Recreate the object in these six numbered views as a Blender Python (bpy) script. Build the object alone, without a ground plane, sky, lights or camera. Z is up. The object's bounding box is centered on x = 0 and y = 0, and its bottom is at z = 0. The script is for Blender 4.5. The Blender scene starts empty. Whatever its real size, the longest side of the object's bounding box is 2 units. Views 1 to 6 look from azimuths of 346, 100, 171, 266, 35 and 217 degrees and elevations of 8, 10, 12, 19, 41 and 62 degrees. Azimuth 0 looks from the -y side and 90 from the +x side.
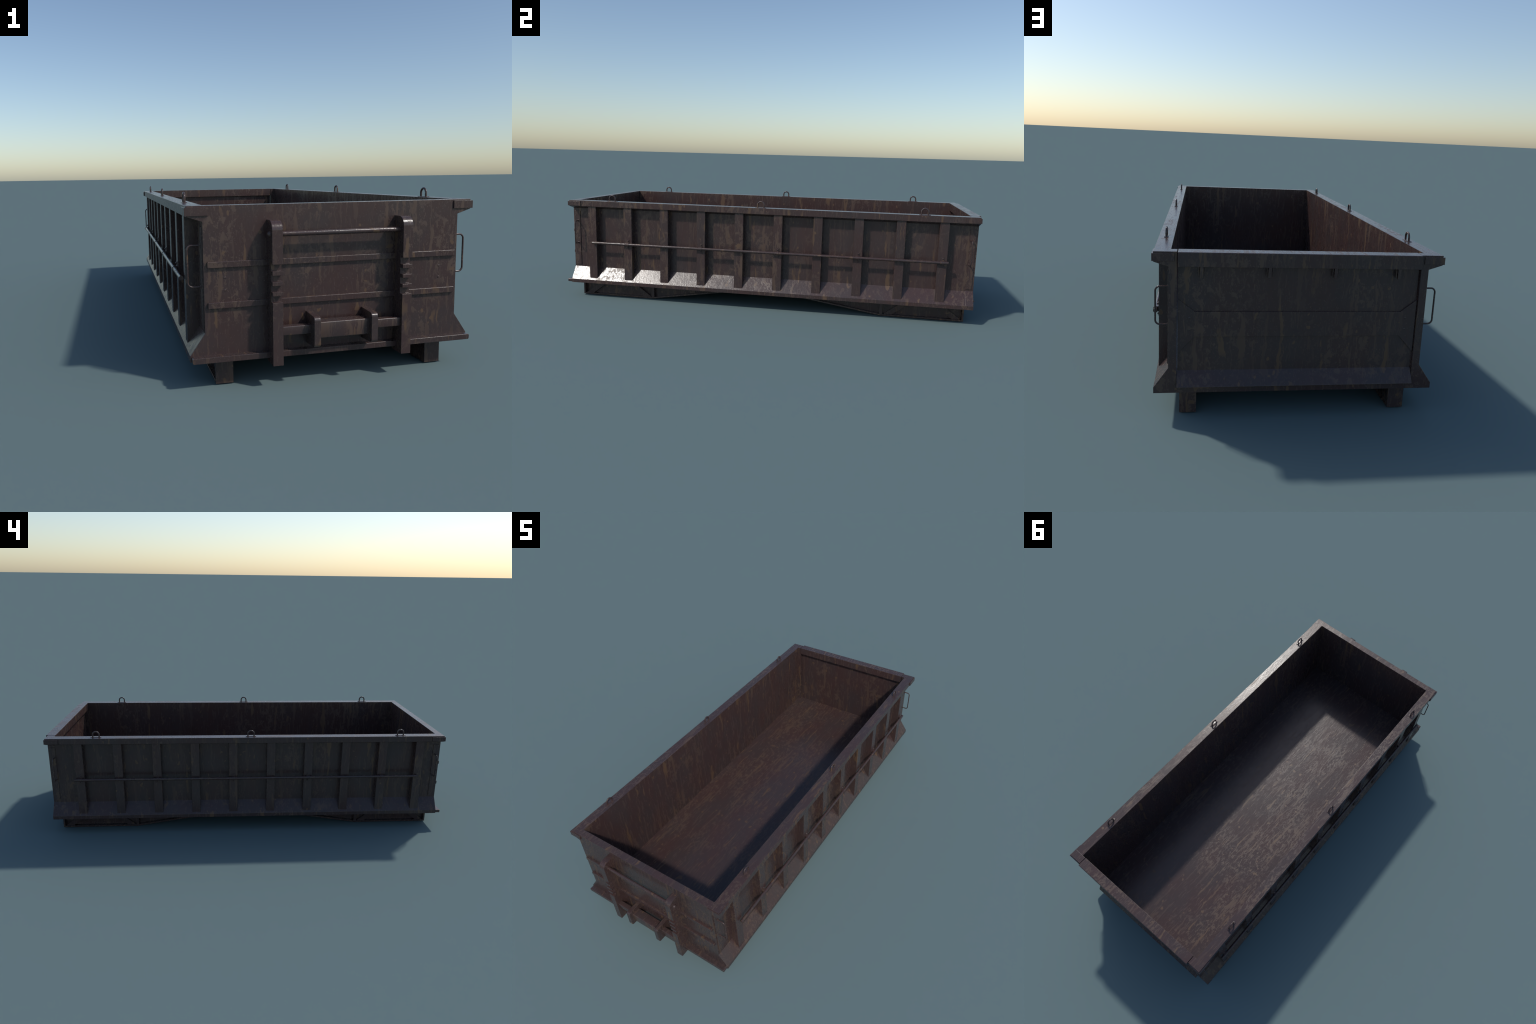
# Weathered roll-off waste container: ribbed side walls, lifting frame at the
# front (-y), tailgate at the rear (+y), two skid runners underneath.
import bpy, bmesh, math
from mathutils import Vector, Matrix

# ------------------------------------------------------------------ sizes
WALL_IN, WALL_OUT = 0.3640, 0.3690        # side sheet, inner and outer x
RIM_OUT, RIM_TOP = 0.4100, 0.4840         # top rail
RIM_LOW, RIM_ROOT = 0.4560, 0.4425        # rail lower lip, rail root on wall
SKIRT_OUT, SKIRT_LIP, SKIRT_TOP, BASE_Z = 0.4097, 0.0915, 0.1500, 0.0745
FRONT, FRONT_IN = -0.9310, -0.8980
REAR, REAR_IN = 0.9850, 0.9500
FLOOR_Z = 0.0972
RIB_W, RIB_OUT, RIB_FIRST, RIB_PITCH, RIB_N = 0.0410, 0.4035, -0.8155, 0.1838, 10
GATE_X = 0.3443                           # tailgate half width
PIPE_X, PIPE_Z, PIPE_R = 0.4132, 0.2797, 0.0066

# -------------------------------------------------------------- materials
def rust_material(name, stretch, seed, base=(0.0520, 0.0328, 0.0310),
                  wear=0.0, gloss=0.0, grain=40, grain_run=.35, run=52):
    """Dark brown paint with pale rust film, streaks along the run-off
    direction (stretch), specks and a few orange drips."""
    mat = bpy.data.materials.new(name)
    mat.use_nodes = True
    nt = mat.node_tree
    nt.nodes.clear()
    N, L = nt.nodes.new, nt.links.new

    def node(kind, **kw):
        n = N(kind)
        for k, v in kw.items():
            setattr(n, k, v)
        return n

    out = node('ShaderNodeOutputMaterial')
    bsdf = node('ShaderNodeBsdfPrincipled')
    L(bsdf.outputs[0], out.inputs[0])
    tc = node('ShaderNodeTexCoord')
    info = node('ShaderNodeObjectInfo')
    add = node('ShaderNodeVectorMath', operation='ADD')
    L(tc.outputs['Object'], add.inputs[0])
    L(info.outputs['Location'], add.inputs[1])
    off = node('ShaderNodeVectorMath', operation='ADD')
    L(add.outputs[0], off.inputs[0])
    off.inputs[1].default_value = (seed * 1.7, seed * 2.3, seed * 3.1)
    # wobble the coordinates so streaks wander
    wob = node('ShaderNodeTexNoise')
    wob.inputs['Scale'].default_value = 16
    wob.inputs['Detail'].default_value = 3
    L(off.outputs[0], wob.inputs['Vector'])
    cen = node('ShaderNodeVectorMath', operation='SUBTRACT')
    L(wob.outputs['Color'], cen.inputs[0])
    cen.inputs[1].default_value = (.5, .5, .5)
    sc = node('ShaderNodeVectorMath', operation='SCALE')
    L(cen.outputs[0], sc.inputs[0])
    sc.inputs['Scale'].default_value = 0.018
    P = node('ShaderNodeVectorMath', operation='ADD')
    L(off.outputs[0], P.inputs[0])
    L(sc.outputs[0], P.inputs[1])

    def noise(scale, stretched=1.0, detail=6, rough=.6, lo=.5, hi=.6, dist=0.0):
        m = node('ShaderNodeMapping')
        s = [1.0 + (st - 1.0) * stretched for st in stretch]
        m.inputs['Scale'].default_value = [scale * v for v in s]
        L(P.outputs[0], m.inputs['Vector'])
        n = node('ShaderNodeTexNoise')
        n.inputs['Scale'].default_value = 1.0
        n.inputs['Detail'].default_value = detail
        n.inputs['Roughness'].default_value = rough
        n.inputs['Distortion'].default_value = dist
        L(m.outputs[0], n.inputs['Vector'])
        r = node('ShaderNodeMapRange', interpolation_type='SMOOTHSTEP')
        r.inputs['From Min'].default_value = lo
        r.inputs['From Max'].default_value = hi
        L(n.outputs['Fac'], r.inputs['Value'])
        return r.outputs[0]

    def math_(op, a, b):
        m = node('ShaderNodeMath', operation=op, use_clamp=True)
        for i, v in enumerate((a, b)):
            if isinstance(v, (int, float)):
                m.inputs[i].default_value = v
            else:
                L(v, m.inputs[i])
        return m.outputs[0]

    def mix(fac, a, b):
        m = node('ShaderNodeMix', data_type='RGBA')
        for sock, v in ((m.inputs['Factor'], fac), (m.inputs[6], a), (m.inputs[7], b)):
            if isinstance(v, tuple):
                sock.default_value = (*v, 1)
            elif isinstance(v, (int, float)):
                sock.default_value = v
            else:
                L(v, sock)
        return m.outputs[2]

    w = wear
    region = noise(5.0, .45, 4, .55, .46 - w, .62 - w)          # where rust gathers
    blotch = noise(grain, grain_run, 12, .74, .540 - w, .555 - w, .4)   # flaky film
    speck = noise(grain * 5.5, grain_run * .6, 5, .6, .605 - w, .63 - w)
    streak = noise(run, 1.0, 5, .58, .585 - w, .612 - w, .10)  # run-off streaks
    thin = noise(run * 2.6, 1.0, 4, .55, .60 - w, .64 - w)     # hair-thin runs
    fine = noise(190, .92, 3, .6, .45, .75)
    tone = noise(9, .5, 4, .55, .30, .70)
    run_on = math_('ADD', region, .40)
    film = math_('MULTIPLY', blotch, math_('ADD', region, .04))
    film = math_('MAXIMUM', film, math_('MULTIPLY', speck, math_('ADD', region, .30)))
    film = math_('MAXIMUM', film, math_('MULTIPLY', thin, .38))
    runs = math_('MULTIPLY', streak, run_on)
    drip = math_('MULTIPLY', noise(run * .66, .98, 5, .55, .615 - w, .645 - w, .1),
                 noise(13, .3, 3, .5, .42, .54))
    dots = noise(44, .25, 1, .4, .735, .748)
    orange = math_('MAXIMUM', drip, dots)

    deep = tuple(c * k for c, k in zip(base, (1.06, .93, .90)))
    cool = tuple(c * k for c, k in zip(base, (.93, 1.05, 1.08)))
    col = mix(tone, deep, cool)
    col = mix(math_('MULTIPLY', fine, .30), col, tuple(c * 1.35 for c in base))
    col = mix(math_('MULTIPLY', film, .92), col, (0.0850, 0.0545, 0.0405))
    col = mix(math_('MULTIPLY', runs, .70), col, (0.0940, 0.0580, 0.0395))
    col = mix(math_('MULTIPLY', orange, .75), col, (0.1180, 0.0685, 0.0370))
    L(col, bsdf.inputs['Base Color'])

    rr = node('ShaderNodeMapRange')
    film = math_('MAXIMUM', film, runs)
    L(math_('MAXIMUM', film, orange), rr.inputs['Value'])
    rr.inputs['To Min'].default_value = 0.245 - gloss
    rr.inputs['To Max'].default_value = 0.39 - gloss * .5
    L(rr.outputs[0], bsdf.inputs['Roughness'])
    bsdf.inputs['IOR'].default_value = 1.5
    bump = node('ShaderNodeBump')
    bump.inputs['Strength'].default_value = .12
    bump.inputs['Distance'].default_value = .002
    L(math_('ADD', math_('MULTIPLY', film, .6), math_('MULTIPLY', fine, .4)),
      bump.inputs['Height'])
    L(bump.outputs[0], bsdf.inputs['Normal'])
    return mat

M_WALL = rust_material('rusted_paint_upright', (1, 1, .085), 1.0)
M_DECK = rust_material('rusted_paint_level', (1, .070, 1), 5.0, wear=.004,
                       grain=80, grain_run=.52, run=88)
M_TUBE = rust_material('rusted_tube_steel', (1, .6, 1), 9.0, gloss=.03)

# ---------------------------------------------------------------- helpers
root = bpy.data.objects.new('waste_container', None)
bpy.context.scene.collection.objects.link(root)
root['label'] = 'dark brown rusted steel roll-off container, open top, ribbed sides'
root['category'] = 'dumpster'
root.empty_display_size = .2


def finish(bm, name, parent, mats=None, smooth=False):
    bmesh.ops.recalc_face_normals(bm, faces=bm.faces[:])
    me = bpy.data.meshes.new(name)
    if mats is None:
        mats = (M_WALL, M_DECK)
    if len(mats) == 2:                       # level faces get along-length grain
        for f in bm.faces:
            f.material_index = 1 if abs(f.normal.z) > .8 else 0
    if smooth:
        for f in bm.faces:
            f.smooth = True
        for e in bm.edges:
            if len(e.link_faces) == 2 and e.calc_face_angle() > math.radians(42):
                e.smooth = False
    soft = bm.faces.layers.int.get('soft')
    weighted = not smooth and soft is not None and all(f[soft] for f in bm.faces)
    if weighted:                             # big faces stay flat, edges roll over
        bm.normal_update()
        normals = []
        for v in bm.verts:
            n = Vector()
            for f in v.link_faces:
                n += f.normal * f.calc_area() ** 1.5
            normals.append(n.normalized())
        for f in bm.faces:
            f.smooth = True
    bm.to_mesh(me)
    bm.free()
    if weighted:
        me.normals_split_custom_set_from_vertices(normals)
    for m in mats:
        me.materials.append(m)
    ob = bpy.data.objects.new(name, me)
    bpy.context.scene.collection.objects.link(ob)
    ob.parent = parent
    return ob


def twin(ob, parent, loc=(0, 0, 0), name=None):
    c = ob.copy()
    c.parent = parent
    c.location = loc
    bpy.context.scene.collection.objects.link(c)
    return c


def soften(bm, width, seg=3, limit=25):
    if width <= 0:
        return
    ed = [e for e in bm.edges if len(e.link_faces) == 2
          and e.calc_face_angle() > math.radians(limit)]
    bmesh.ops.bevel(bm, geom=ed, offset=width, segments=seg, profile=.5,
                    affect='EDGES', clamp_overlap=True)


def add_prism(bm, pts, vec, width=0.0):
    if bm.faces.layers.int.get('soft') is None:
        bm.faces.layers.int.new('soft')
    b = bmesh.new()
    vs = [b.verts.new(p) for p in pts]
    f = b.faces.new(vs)
    r = bmesh.ops.extrude_face_region(b, geom=[f])
    bmesh.ops.translate(b, vec=vec, verts=[v for v in r['geom']
                                           if isinstance(v, bmesh.types.BMVert)])
    bmesh.ops.recalc_face_normals(b, faces=b.faces[:])
    soften(b, width)
    lay = b.faces.layers.int.new('soft')
    for f in b.faces:
        f[lay] = 1 if width > 0 else 0
    me = bpy.data.meshes.new('tmp')
    b.to_mesh(me)
    b.free()
    bm.from_mesh(me)
    bpy.data.meshes.remove(me)


def along_y(bm, xz, y0, y1, width=.0012):
    add_prism(bm, [(x, y0, z) for x, z in xz], (0, y1 - y0, 0), width)


def along_x(bm, yz, x0, x1, width=.0012):
    add_prism(bm, [(x0, y, z) for y, z in yz], (x1 - x0, 0, 0), width)


def along_z(bm, xy, z0, z1, width=.0012):
    add_prism(bm, [(x, y, z0) for x, y in xy], (0, 0, z1 - z0), width)


def add_box(bm, x0, x1, y0, y1, z0, z1, width=.0012):
    along_z(bm, [(x0, y0), (x1, y0), (x1, y1), (x0, y1)], z0, z1, width)


def box(name, parent, *a, **k):
    bm = bmesh.new()
    add_box(bm, *a, **k)
    return finish(bm, name, parent)


def rounded(pts, radii, seg=5):
    """Polygon with given corner radii (0 keeps a corner)."""
    res, n = [], len(pts)
    for i, p in enumerate(pts):
        r = radii[i]
        p = Vector(p)
        if r <= 0:
            res.append(tuple(p))
            continue
        a, b = (Vector(pts[i - 1]) - p).normalized(), (Vector(pts[(i + 1) % n]) - p).normalized()
        half = a.angle(b) / 2
        c = p + (a + b).normalized() * (r / math.sin(half))
        s, e = p + a * (r / math.tan(half)) - c, p + b * (r / math.tan(half)) - c
        ang = s.angle_signed(e)
        for k in range(seg + 1):
            t = -ang * k / seg
            q = Vector((s.x * math.cos(t) - s.y * math.sin(t),
                        s.x * math.sin(t) + s.y * math.cos(t)))
            res.append(tuple(c + q))
    return res


def tube(bm, path, r, sides=14):
    """Sweep a circle along a polyline."""
    path = [Vector(p) for p in path]
    rings, up = [], None
    for i, p in enumerate(path):
        d = (path[min(i + 1, len(path) - 1)] - path[max(i - 1, 0)]).normalized()
        if up is None:
            up = d.orthogonal().normalized()
        up = (up - d * up.dot(d)).normalized()
        side = d.cross(up)
        rings.append([bm.verts.new(p + r * (up * math.cos(2 * math.pi * k / sides)
                                            + side * math.sin(2 * math.pi * k / sides)))
                      for k in range(sides)])
    for a, b in zip(rings, rings[1:]):
        for k in range(sides):
            bm.faces.new((a[k], a[(k + 1) % sides], b[(k + 1) % sides], b[k]))
    bm.faces.new(rings[0])
    bm.faces.new(rings[-1])


def arc(c, r, a0, a1, n, u, v):
    c, u, v = Vector(c), Vector(u), Vector(v)
    return [c + r * (u * math.cos(a0 + (a1 - a0) * i / n) + v * math.sin(a0 + (a1 - a0) * i / n))
            for i in range(n + 1)]


def dome(bm, base, axis, r, h, sides=12):
    """Round-headed bolt: flange ring and domed head."""
    base, axis = Vector(base), Vector(axis).normalized()
    u = axis.orthogonal().normalized()
    v = axis.cross(u)
    prof = [(1.0, -.3), (1.0, .30), (.86, .62), (.58, .88), (.22, 1.0)]
    rings = [[bm.verts.new(base + axis * h * z + r * k * (u * math.cos(2 * math.pi * i / sides)
              + v * math.sin(2 * math.pi * i / sides))) for i in range(sides)] for k, z in prof]
    for a, b in zip(rings, rings[1:]):
        for i in range(sides):
            bm.faces.new((a[i], a[(i + 1) % sides], b[(i + 1) % sides], b[i]))
    bm.faces.new(rings[-1])
    bm.faces.new(rings[0])


# ------------------------------------------------------------------ floor
bm = bmesh.new()
add_box(bm, -.3690, .3690, -.920, .975, BASE_Z + .0004, FLOOR_Z, width=0)
for i in range(9):                            # cross members under the floor
    y = -.80 + i * .2
    add_box(bm, -.292, .292, y - .012, y + .012, .052, BASE_Z + .001, width=.0012)
finish(bm, 'floor', root)

# ------------------------------------------------------------- side walls
rib_mesh = loop_mesh = clamp_mesh = None
for s in (1, -1):
    bm = bmesh.new()
    along_y(bm, [(s * WALL_IN, .080), (s * WALL_OUT, .080),
                 (s * WALL_OUT, .4836), (s * WALL_IN, .4836)], -.922, .975, 0)
    wall = finish(bm, 'side_wall', root)

    bm = bmesh.new()
    along_y(bm, [(s * x, z) for x, z in (
        (.36425, RIM_TOP), (RIM_OUT, RIM_TOP), (RIM_OUT, RIM_LOW),
        (WALL_OUT - .001, RIM_ROOT), (.3662, .460))], -.9290, .9830, .0009)
    finish(bm, 'top_rail', wall)

    bm = bmesh.new()
    along_y(bm, [(s * x, z) for x, z in (
        (WALL_OUT - .003, SKIRT_TOP + .0043), (SKIRT_OUT, SKIRT_LIP),
        (SKIRT_OUT, BASE_Z), (WALL_OUT - .003, BASE_Z))], -.9290, .9830, .0008)
    finish(bm, 'sloping_skirt', wall)

    # ribs: box posts running from the skirt up into the rail
    rib = None
    for i in range(RIB_N):
        y = RIB_FIRST + i * RIB_PITCH
        if rib is None:
            bm = bmesh.new()
            x0, x1 = sorted((s * (WALL_OUT - .002), s * RIB_OUT))
            add_box(bm, x0, x1, -RIB_W / 2, RIB_W / 2, .0905, .4555, width=.0016)
            rib = finish(bm, 'rib', wall)
            rib.location = (0, y, 0)
        else:
            twin(rib, wall, (0, y, 0))

    # rub pipe with saddle clamps on every other rib
    bm = bmesh.new()
    tube(bm, [(s * PIPE_X, -.8120, PIPE_Z), (s * PIPE_X, -.45, PIPE_Z),
              (s * PIPE_X, .45, PIPE_Z), (s * PIPE_X, .8640, PIPE_Z)], PIPE_R, 20)
    finish(bm, 'rub_pipe', wall, (M_TUBE,), smooth=True)
    clamp = bolt = None
    for i in range(1, RIB_N, 2):
        y = RIB_FIRST + i * RIB_PITCH
        if clamp is None:
            bm = bmesh.new()
            x0, x1 = sorted((s * (RIB_OUT - .001), s * (RIB_OUT + .0016)))
            add_box(bm, x0, x1, -.0085, .0085, .2575, .3020, width=.0006)
            prof = [(s * RIB_OUT, PIPE_Z - PIPE_R - .0013)]
            prof += [(p.x, p.z) for p in arc((s * PIPE_X, 0, PIPE_Z), PIPE_R + .0013,
                     -math.pi / 2, math.pi / 2, 12, (s, 0, 0), (0, 0, 1))]
            prof += [(s * RIB_OUT, PIPE_Z + PIPE_R + .0013)]
            along_y(bm, prof, -.0085, .0085, 0)
            clamp = finish(bm, 'pipe_clamp', wall, (M_WALL,))
            clamp.location = (0, y, 0)
            bm = bmesh.new()
            for z in (.2960, .2635):
                dome(bm, (s * (RIB_OUT + .0014), 0, z), (s, 0, 0), .0034, .0042)
            bolt = finish(bm, 'clamp_bolt', wall, (M_WALL,), smooth=True)
            bolt.location = (0, y + .002, 0)
        else:
            twin(clamp, wall, (0, y, 0))
            twin(bolt, wall, (0, y + .002, 0))

    # end plates with grab handles
    handle = None
    for y0, y1, yh in ((-.9243, -.8955, -.9055), (.9515, .9772, .9585)):
        x0, x1 = sorted((s * (WALL_OUT - .001), s * (WALL_OUT + .0032)))
        box('handle_plate', wall, x0, x1, y0, y1, .1595, .4290, width=.0006)
        if handle is None:
            a, b, r, lo, hi = WALL_OUT + .001, .4065, .0125, .2705, .3805
            path = [Vector((a, 0, hi))]
            path += arc((b - r, 0, hi - r), r, math.pi / 2, 0, 7, (1, 0, 0), (0, 0, 1))
            path += arc((b - r, 0, lo + r), r, 0, -math.pi / 2, 7, (1, 0, 0), (0, 0, 1))
            path += [Vector((a, 0, lo))]
            bm = bmesh.new()
            tube(bm, [(s * p.x, p.y, p.z) for p in path], .0026, 12)
            for z in (lo, hi):
                x0, x1 = sorted((s * (WALL_OUT + .002), s * (WALL_OUT + .0052)))
                add_box(bm, x0, x1, -.0045, .0045, z - .0045, z + .0045, width=.001)
            handle = finish(bm, 'grab_handle', wall, (M_TUBE,), smooth=True)
            handle.location = (0, yh, 0)
        else:
            twin(handle, wall, (0, yh, 0))

    # lifting loops on the rail
    loop = None
    for y in (-.7150, .0180, .7515):
        if loop is None:
            bm = bmesh.new()
            R, r, top = .0148, .0034, .5146
            zc = top - r - R
            path = [Vector((0, R, RIM_TOP))]
            path += arc((0, 0, zc), R, 0, math.pi, 14, (0, 1, 0), (0, 0, 1))
            path += [Vector((0, -R, RIM_TOP))]
            tube(bm, path, r, 12)
            add_box(bm, -.0065, .0065, -.0245, .0245, RIM_TOP - .001, RIM_TOP + .0018, width=.0006)
            loop = finish(bm, 'lifting_loop', wall, (M_TUBE,), smooth=True)
            loop.location = (s * .387, y, 0)
        else:
            twin(loop, wall, (s * .387, y, 0))

# ------------------------------------------------------------- front wall
E = .0003
half = [(SKIRT_OUT - E, BASE_Z + E), (SKIRT_OUT - E, SKIRT_LIP), (WALL_OUT - E, SKIRT_TOP),
        (WALL_OUT - E, RIM_ROOT), (RIM_OUT - E, RIM_LOW), (RIM_OUT - E, RIM_TOP - E)]
bm = bmesh.new()
along_y(bm, half + [(-x, z) for x, z in reversed(half)], FRONT, FRONT_IN, .0010)
front = finish(bm, 'front_wall', root)

bm = bmesh.new()                              # lower lip bar
along_y(bm, rounded([(-.406, .0755), (.406, .0755), (.406, .0912), (-.406, .0912)],
                    [.0045] * 4, 4), -.9535, FRONT + .004, .0012)
finish(bm, 'bottom_bar', front)

for z0, z1 in ((.3230, .3395), (.2158, .2325)):
    bm = bmesh.new()
    along_y(bm, rounded([(-.3595, z0), (.3595, z0), (.3595, z1), (-.3595, z1)], [.002] * 4, 2),
            -.9388, FRONT + .003, .0014)
    finish(bm, 'stiffener_strip', front)

bolt = None
for x in (-.3125, .3125):
    for z in (.2958, .2625):
        if bolt is None:
            bm = bmesh.new()
            dome(bm, (0, FRONT - .0002, 0), (0, -1, 0), .0036, .0009)
            bolt = finish(bm, 'wall_bolt', front, (M_WALL,), smooth=True)
            bolt.location = (x, 0, z)
        else:
            twin(bolt, front, (x, 0, z))

# hook posts: side profile with rounded head and notched middle
Y1, YN = -.9832, -.9690
prof = [(FRONT + .004, .0615), (Y1, .0615), (Y1, .2308), (YN, .2308)]
for lo, hi in ((.2484, .2584), (.2754, .2856), (.3022, .3130)):
    prof += [(YN, lo), (Y1, lo), (Y1, hi), (YN, hi)]
prof += [(YN, .3309), (Y1, .3309), (Y1, .4440), (FRONT + .004, .4440)]
rad = [0] * len(prof)
rad[-2] = .026
outline = rounded(prof, rad, 8)
for x in (-.1845, .1845):
    bm = bmesh.new()
    along_x(bm, outline, x - .0142, x + .0142, .0007)
    finish(bm, 'hook_post', front)

bm = bmesh.new()
tube(bm, [(-.200, -.9605, .4075), (0, -.9605, .4075), (.200, -.9605, .4075)], .0070, 20)
roller = finish(bm, 'hook_bar', front, (M_TUBE,), smooth=True)
for s in (1, -1):
    bm = bmesh.new()
    dome(bm, (s * .1985, -.9605, .4080), (s, 0, 0), .0088, .0085, 8)
    finish(bm, 'bar_nut', front, (M_TUBE,), smooth=True)

# bumper: two rounded brackets, a thick bar between them, thin bars outside
yz = rounded([(FRONT + .004, .1035), (-1.0, .1068), (-1.0, .1885), (FRONT + .004, .1918)],
             [0, .010, .011, 0], 5)
for x in (-.0815, .0815):
    bm = bmesh.new()
    along_x(bm, yz, x - .0092, x + .0092, .0011)
    finish(bm, 'bumper_bracket', front)
bm = bmesh.new()
along_x(bm, rounded([(-.9440, .1268), (-.9840, .1268), (-.9840, .1708), (-.9440, .1708)],
                    [.003] * 4, 3), -.076, .076, 0)
finish(bm, 'bumper_bar', front, smooth=True)
for s in (1, -1):
    bm = bmesh.new()
    along_x(bm, rounded([(-.9520, .1390), (-.9745, .1390), (-.9745, .1636), (-.9520, .1636)],
                        [.0025] * 4, 3), s * .086, s * .174, 0)
    finish(bm, 'bumper_tie', front, smooth=True)

# angle plates on the four rim corners
for s in (1, -1):
    for ye, yl, yi in ((-.9352, -.8690, -.9285), (.9885, .9230, .9815)):
        bm = bmesh.new()
        along_z(bm, [(s * .354, ye), (s * .4145, ye), (s * .4145, yl), (s * .4085, yl),
                     (s * .4085, yi), (s * .354, yi)], .4580, .4797, .0007)
        finish(bm, 'corner_plate', root)

# --------------------------------------------------------------- rear end
for s in (1, -1):
    bm = bmesh.new()
    along_y(bm, [(s * x, z) for x, z in (
        (.3466, BASE_Z), (.4104, BASE_Z), (.4104, .0922), (WALL_OUT + E, SKIRT_TOP + E),
        (WALL_OUT + E, RIM_ROOT - E), (RIM_OUT + E, RIM_LOW - E), (RIM_OUT + E, RIM_TOP + E),
        (.3466, RIM_TOP + E))], REAR_IN, REAR, .0010)
    finish(bm, 'rear_post', root)

bm = bmesh.new()
add_box(bm, -.3470, .3470, .930, REAR - .0003, BASE_Z, .0985, width=.0006)
beam = finish(bm, 'rear_beam', root)
bm = bmesh.new()
along_x(bm, [(.966, .1415), (.9752, .1390), (.9995, .0985), (1.0, .0968), (.9840, .0955), (.966, .0955)],
        -.3456, .3456, .0006)
finish(bm, 'sloping_sill', beam)

bm = bmesh.new()
add_box(bm, -GATE_X, GATE_X, .9655, .9752, .1000, .4700, width=0)
gate = finish(bm, 'tailgate', root)
bm = bmesh.new()
along_x(bm, [(.9495, .4442), (.9495, .4848), (.9930, .4848), (.9945, .4836), (.9945, .4442)],
        -GATE_X, GATE_X, .0010)
finish(bm, 'tailgate_rail', gate)
bm = bmesh.new()                              # bow-tie brace plate across the middle
along_y(bm, [(-.3442, .190), (-.2985, .2405), (.2985, .2405), (.3442, .190),
             (.3442, .3500), (.2975, .3135), (-.2975, .3135), (-.3442, .3500)],
        .9740, .9802, .0007)
finish(bm, 'brace_plate', gate)
bolt = None
for x in (-.3130, .3130):
    for z in (.2950, .2610):
        if bolt is None:
            bm = bmesh.new()
            dome(bm, (0, .9800, 0), (0, 1, 0), .0036, .0009)
            bolt = finish(bm, 'brace_bolt', gate, (M_WALL,), smooth=True)
            bolt.location = (x, 0, z)
        else:
            twin(bolt, gate, (x, 0, z))
hinge = None
for x in (-.280, -.0935, .0935, .280):
    if hinge is None:
        bm = bmesh.new()
        ear = [(.9745, .4460), (.9890, .4460), (.9890, .4195), (.9850, .4188), (.9770, .4265), (.9745, .4340)]
        along_x(bm, ear, -.0094, -.0064, .0005)
        along_x(bm, ear, .0064, .0094, .0005)
        along_x(bm, [(.9745, .4460), (.9932, .4460), (.9932, .4150), (.9885, .4140),
                     (.9790, .4230), (.9745, .4330)], -.0050, .0050, .0008)
        hinge = finish(bm, 'hinge', gate, (M_WALL,))
        hinge.location = (x, 0, 0)
    else:
        twin(hinge, gate, (x, 0, 0))

# ------------------------------------------------------------------ skids
T = .0068                                     # flange thickness
TOP = BASE_Z + .0006
MID = .0556                                   # skid underside between the ramps
for s in (1, -1):
    for ye, yk, yt, dirn in ((-.9055, -.5315, -.1740, 1), (.9590, .5870, .2290, -1)):
        bm = bmesh.new()
        along_x(bm, [(ye + dirn * .002, .0012), (yk, .0012), (yt, MID + .001), (.0275, MID + .001), (.0275, TOP),
                      (ye + dirn * .002, TOP)],
                s * .2915, s * .3175, 0)
        skid = finish(bm, 'skid', root)
        bm = bmesh.new()
        along_x(bm, [(ye, 0), (yk, 0), (yt, MID), (.0275, MID), (.0275, MID + T),
                      (yt - dirn * .001, MID + T), (yk - dirn * .001, T), (ye, T)],
                s * .2905, s * .3382, .0008)
        finish(bm, 'skid_flange', skid)
        x0, x1 = sorted((s * .2900, s * .3388))
        y0, y1 = sorted((ye - dirn * .0004, ye + dirn * .0072))
        box('skid_end_plate', skid, x0, x1, y0, y1, .0003, TOP, width=.0008)
        x0, x1 = sorted((s * .3165, s * .3368))
        y0, y1 = sorted((yk - dirn * .010, yk + dirn * .005))
        box('skid_rib', skid, x0, x1, y0, y1, .003, TOP, width=.0006)
        for ya, d in ((ye + dirn * .0065, dirn), (yk - dirn * .010, -dirn)):
            bm = bmesh.new()
            along_x(bm, [(ya, T - .003), (ya + d * .040, T - .003), (ya + d * .136, TOP),
                         (ya + d * .098, TOP)], s * .3165, s * .3300, .0006)
            finish(bm, 'skid_gusset', skid)
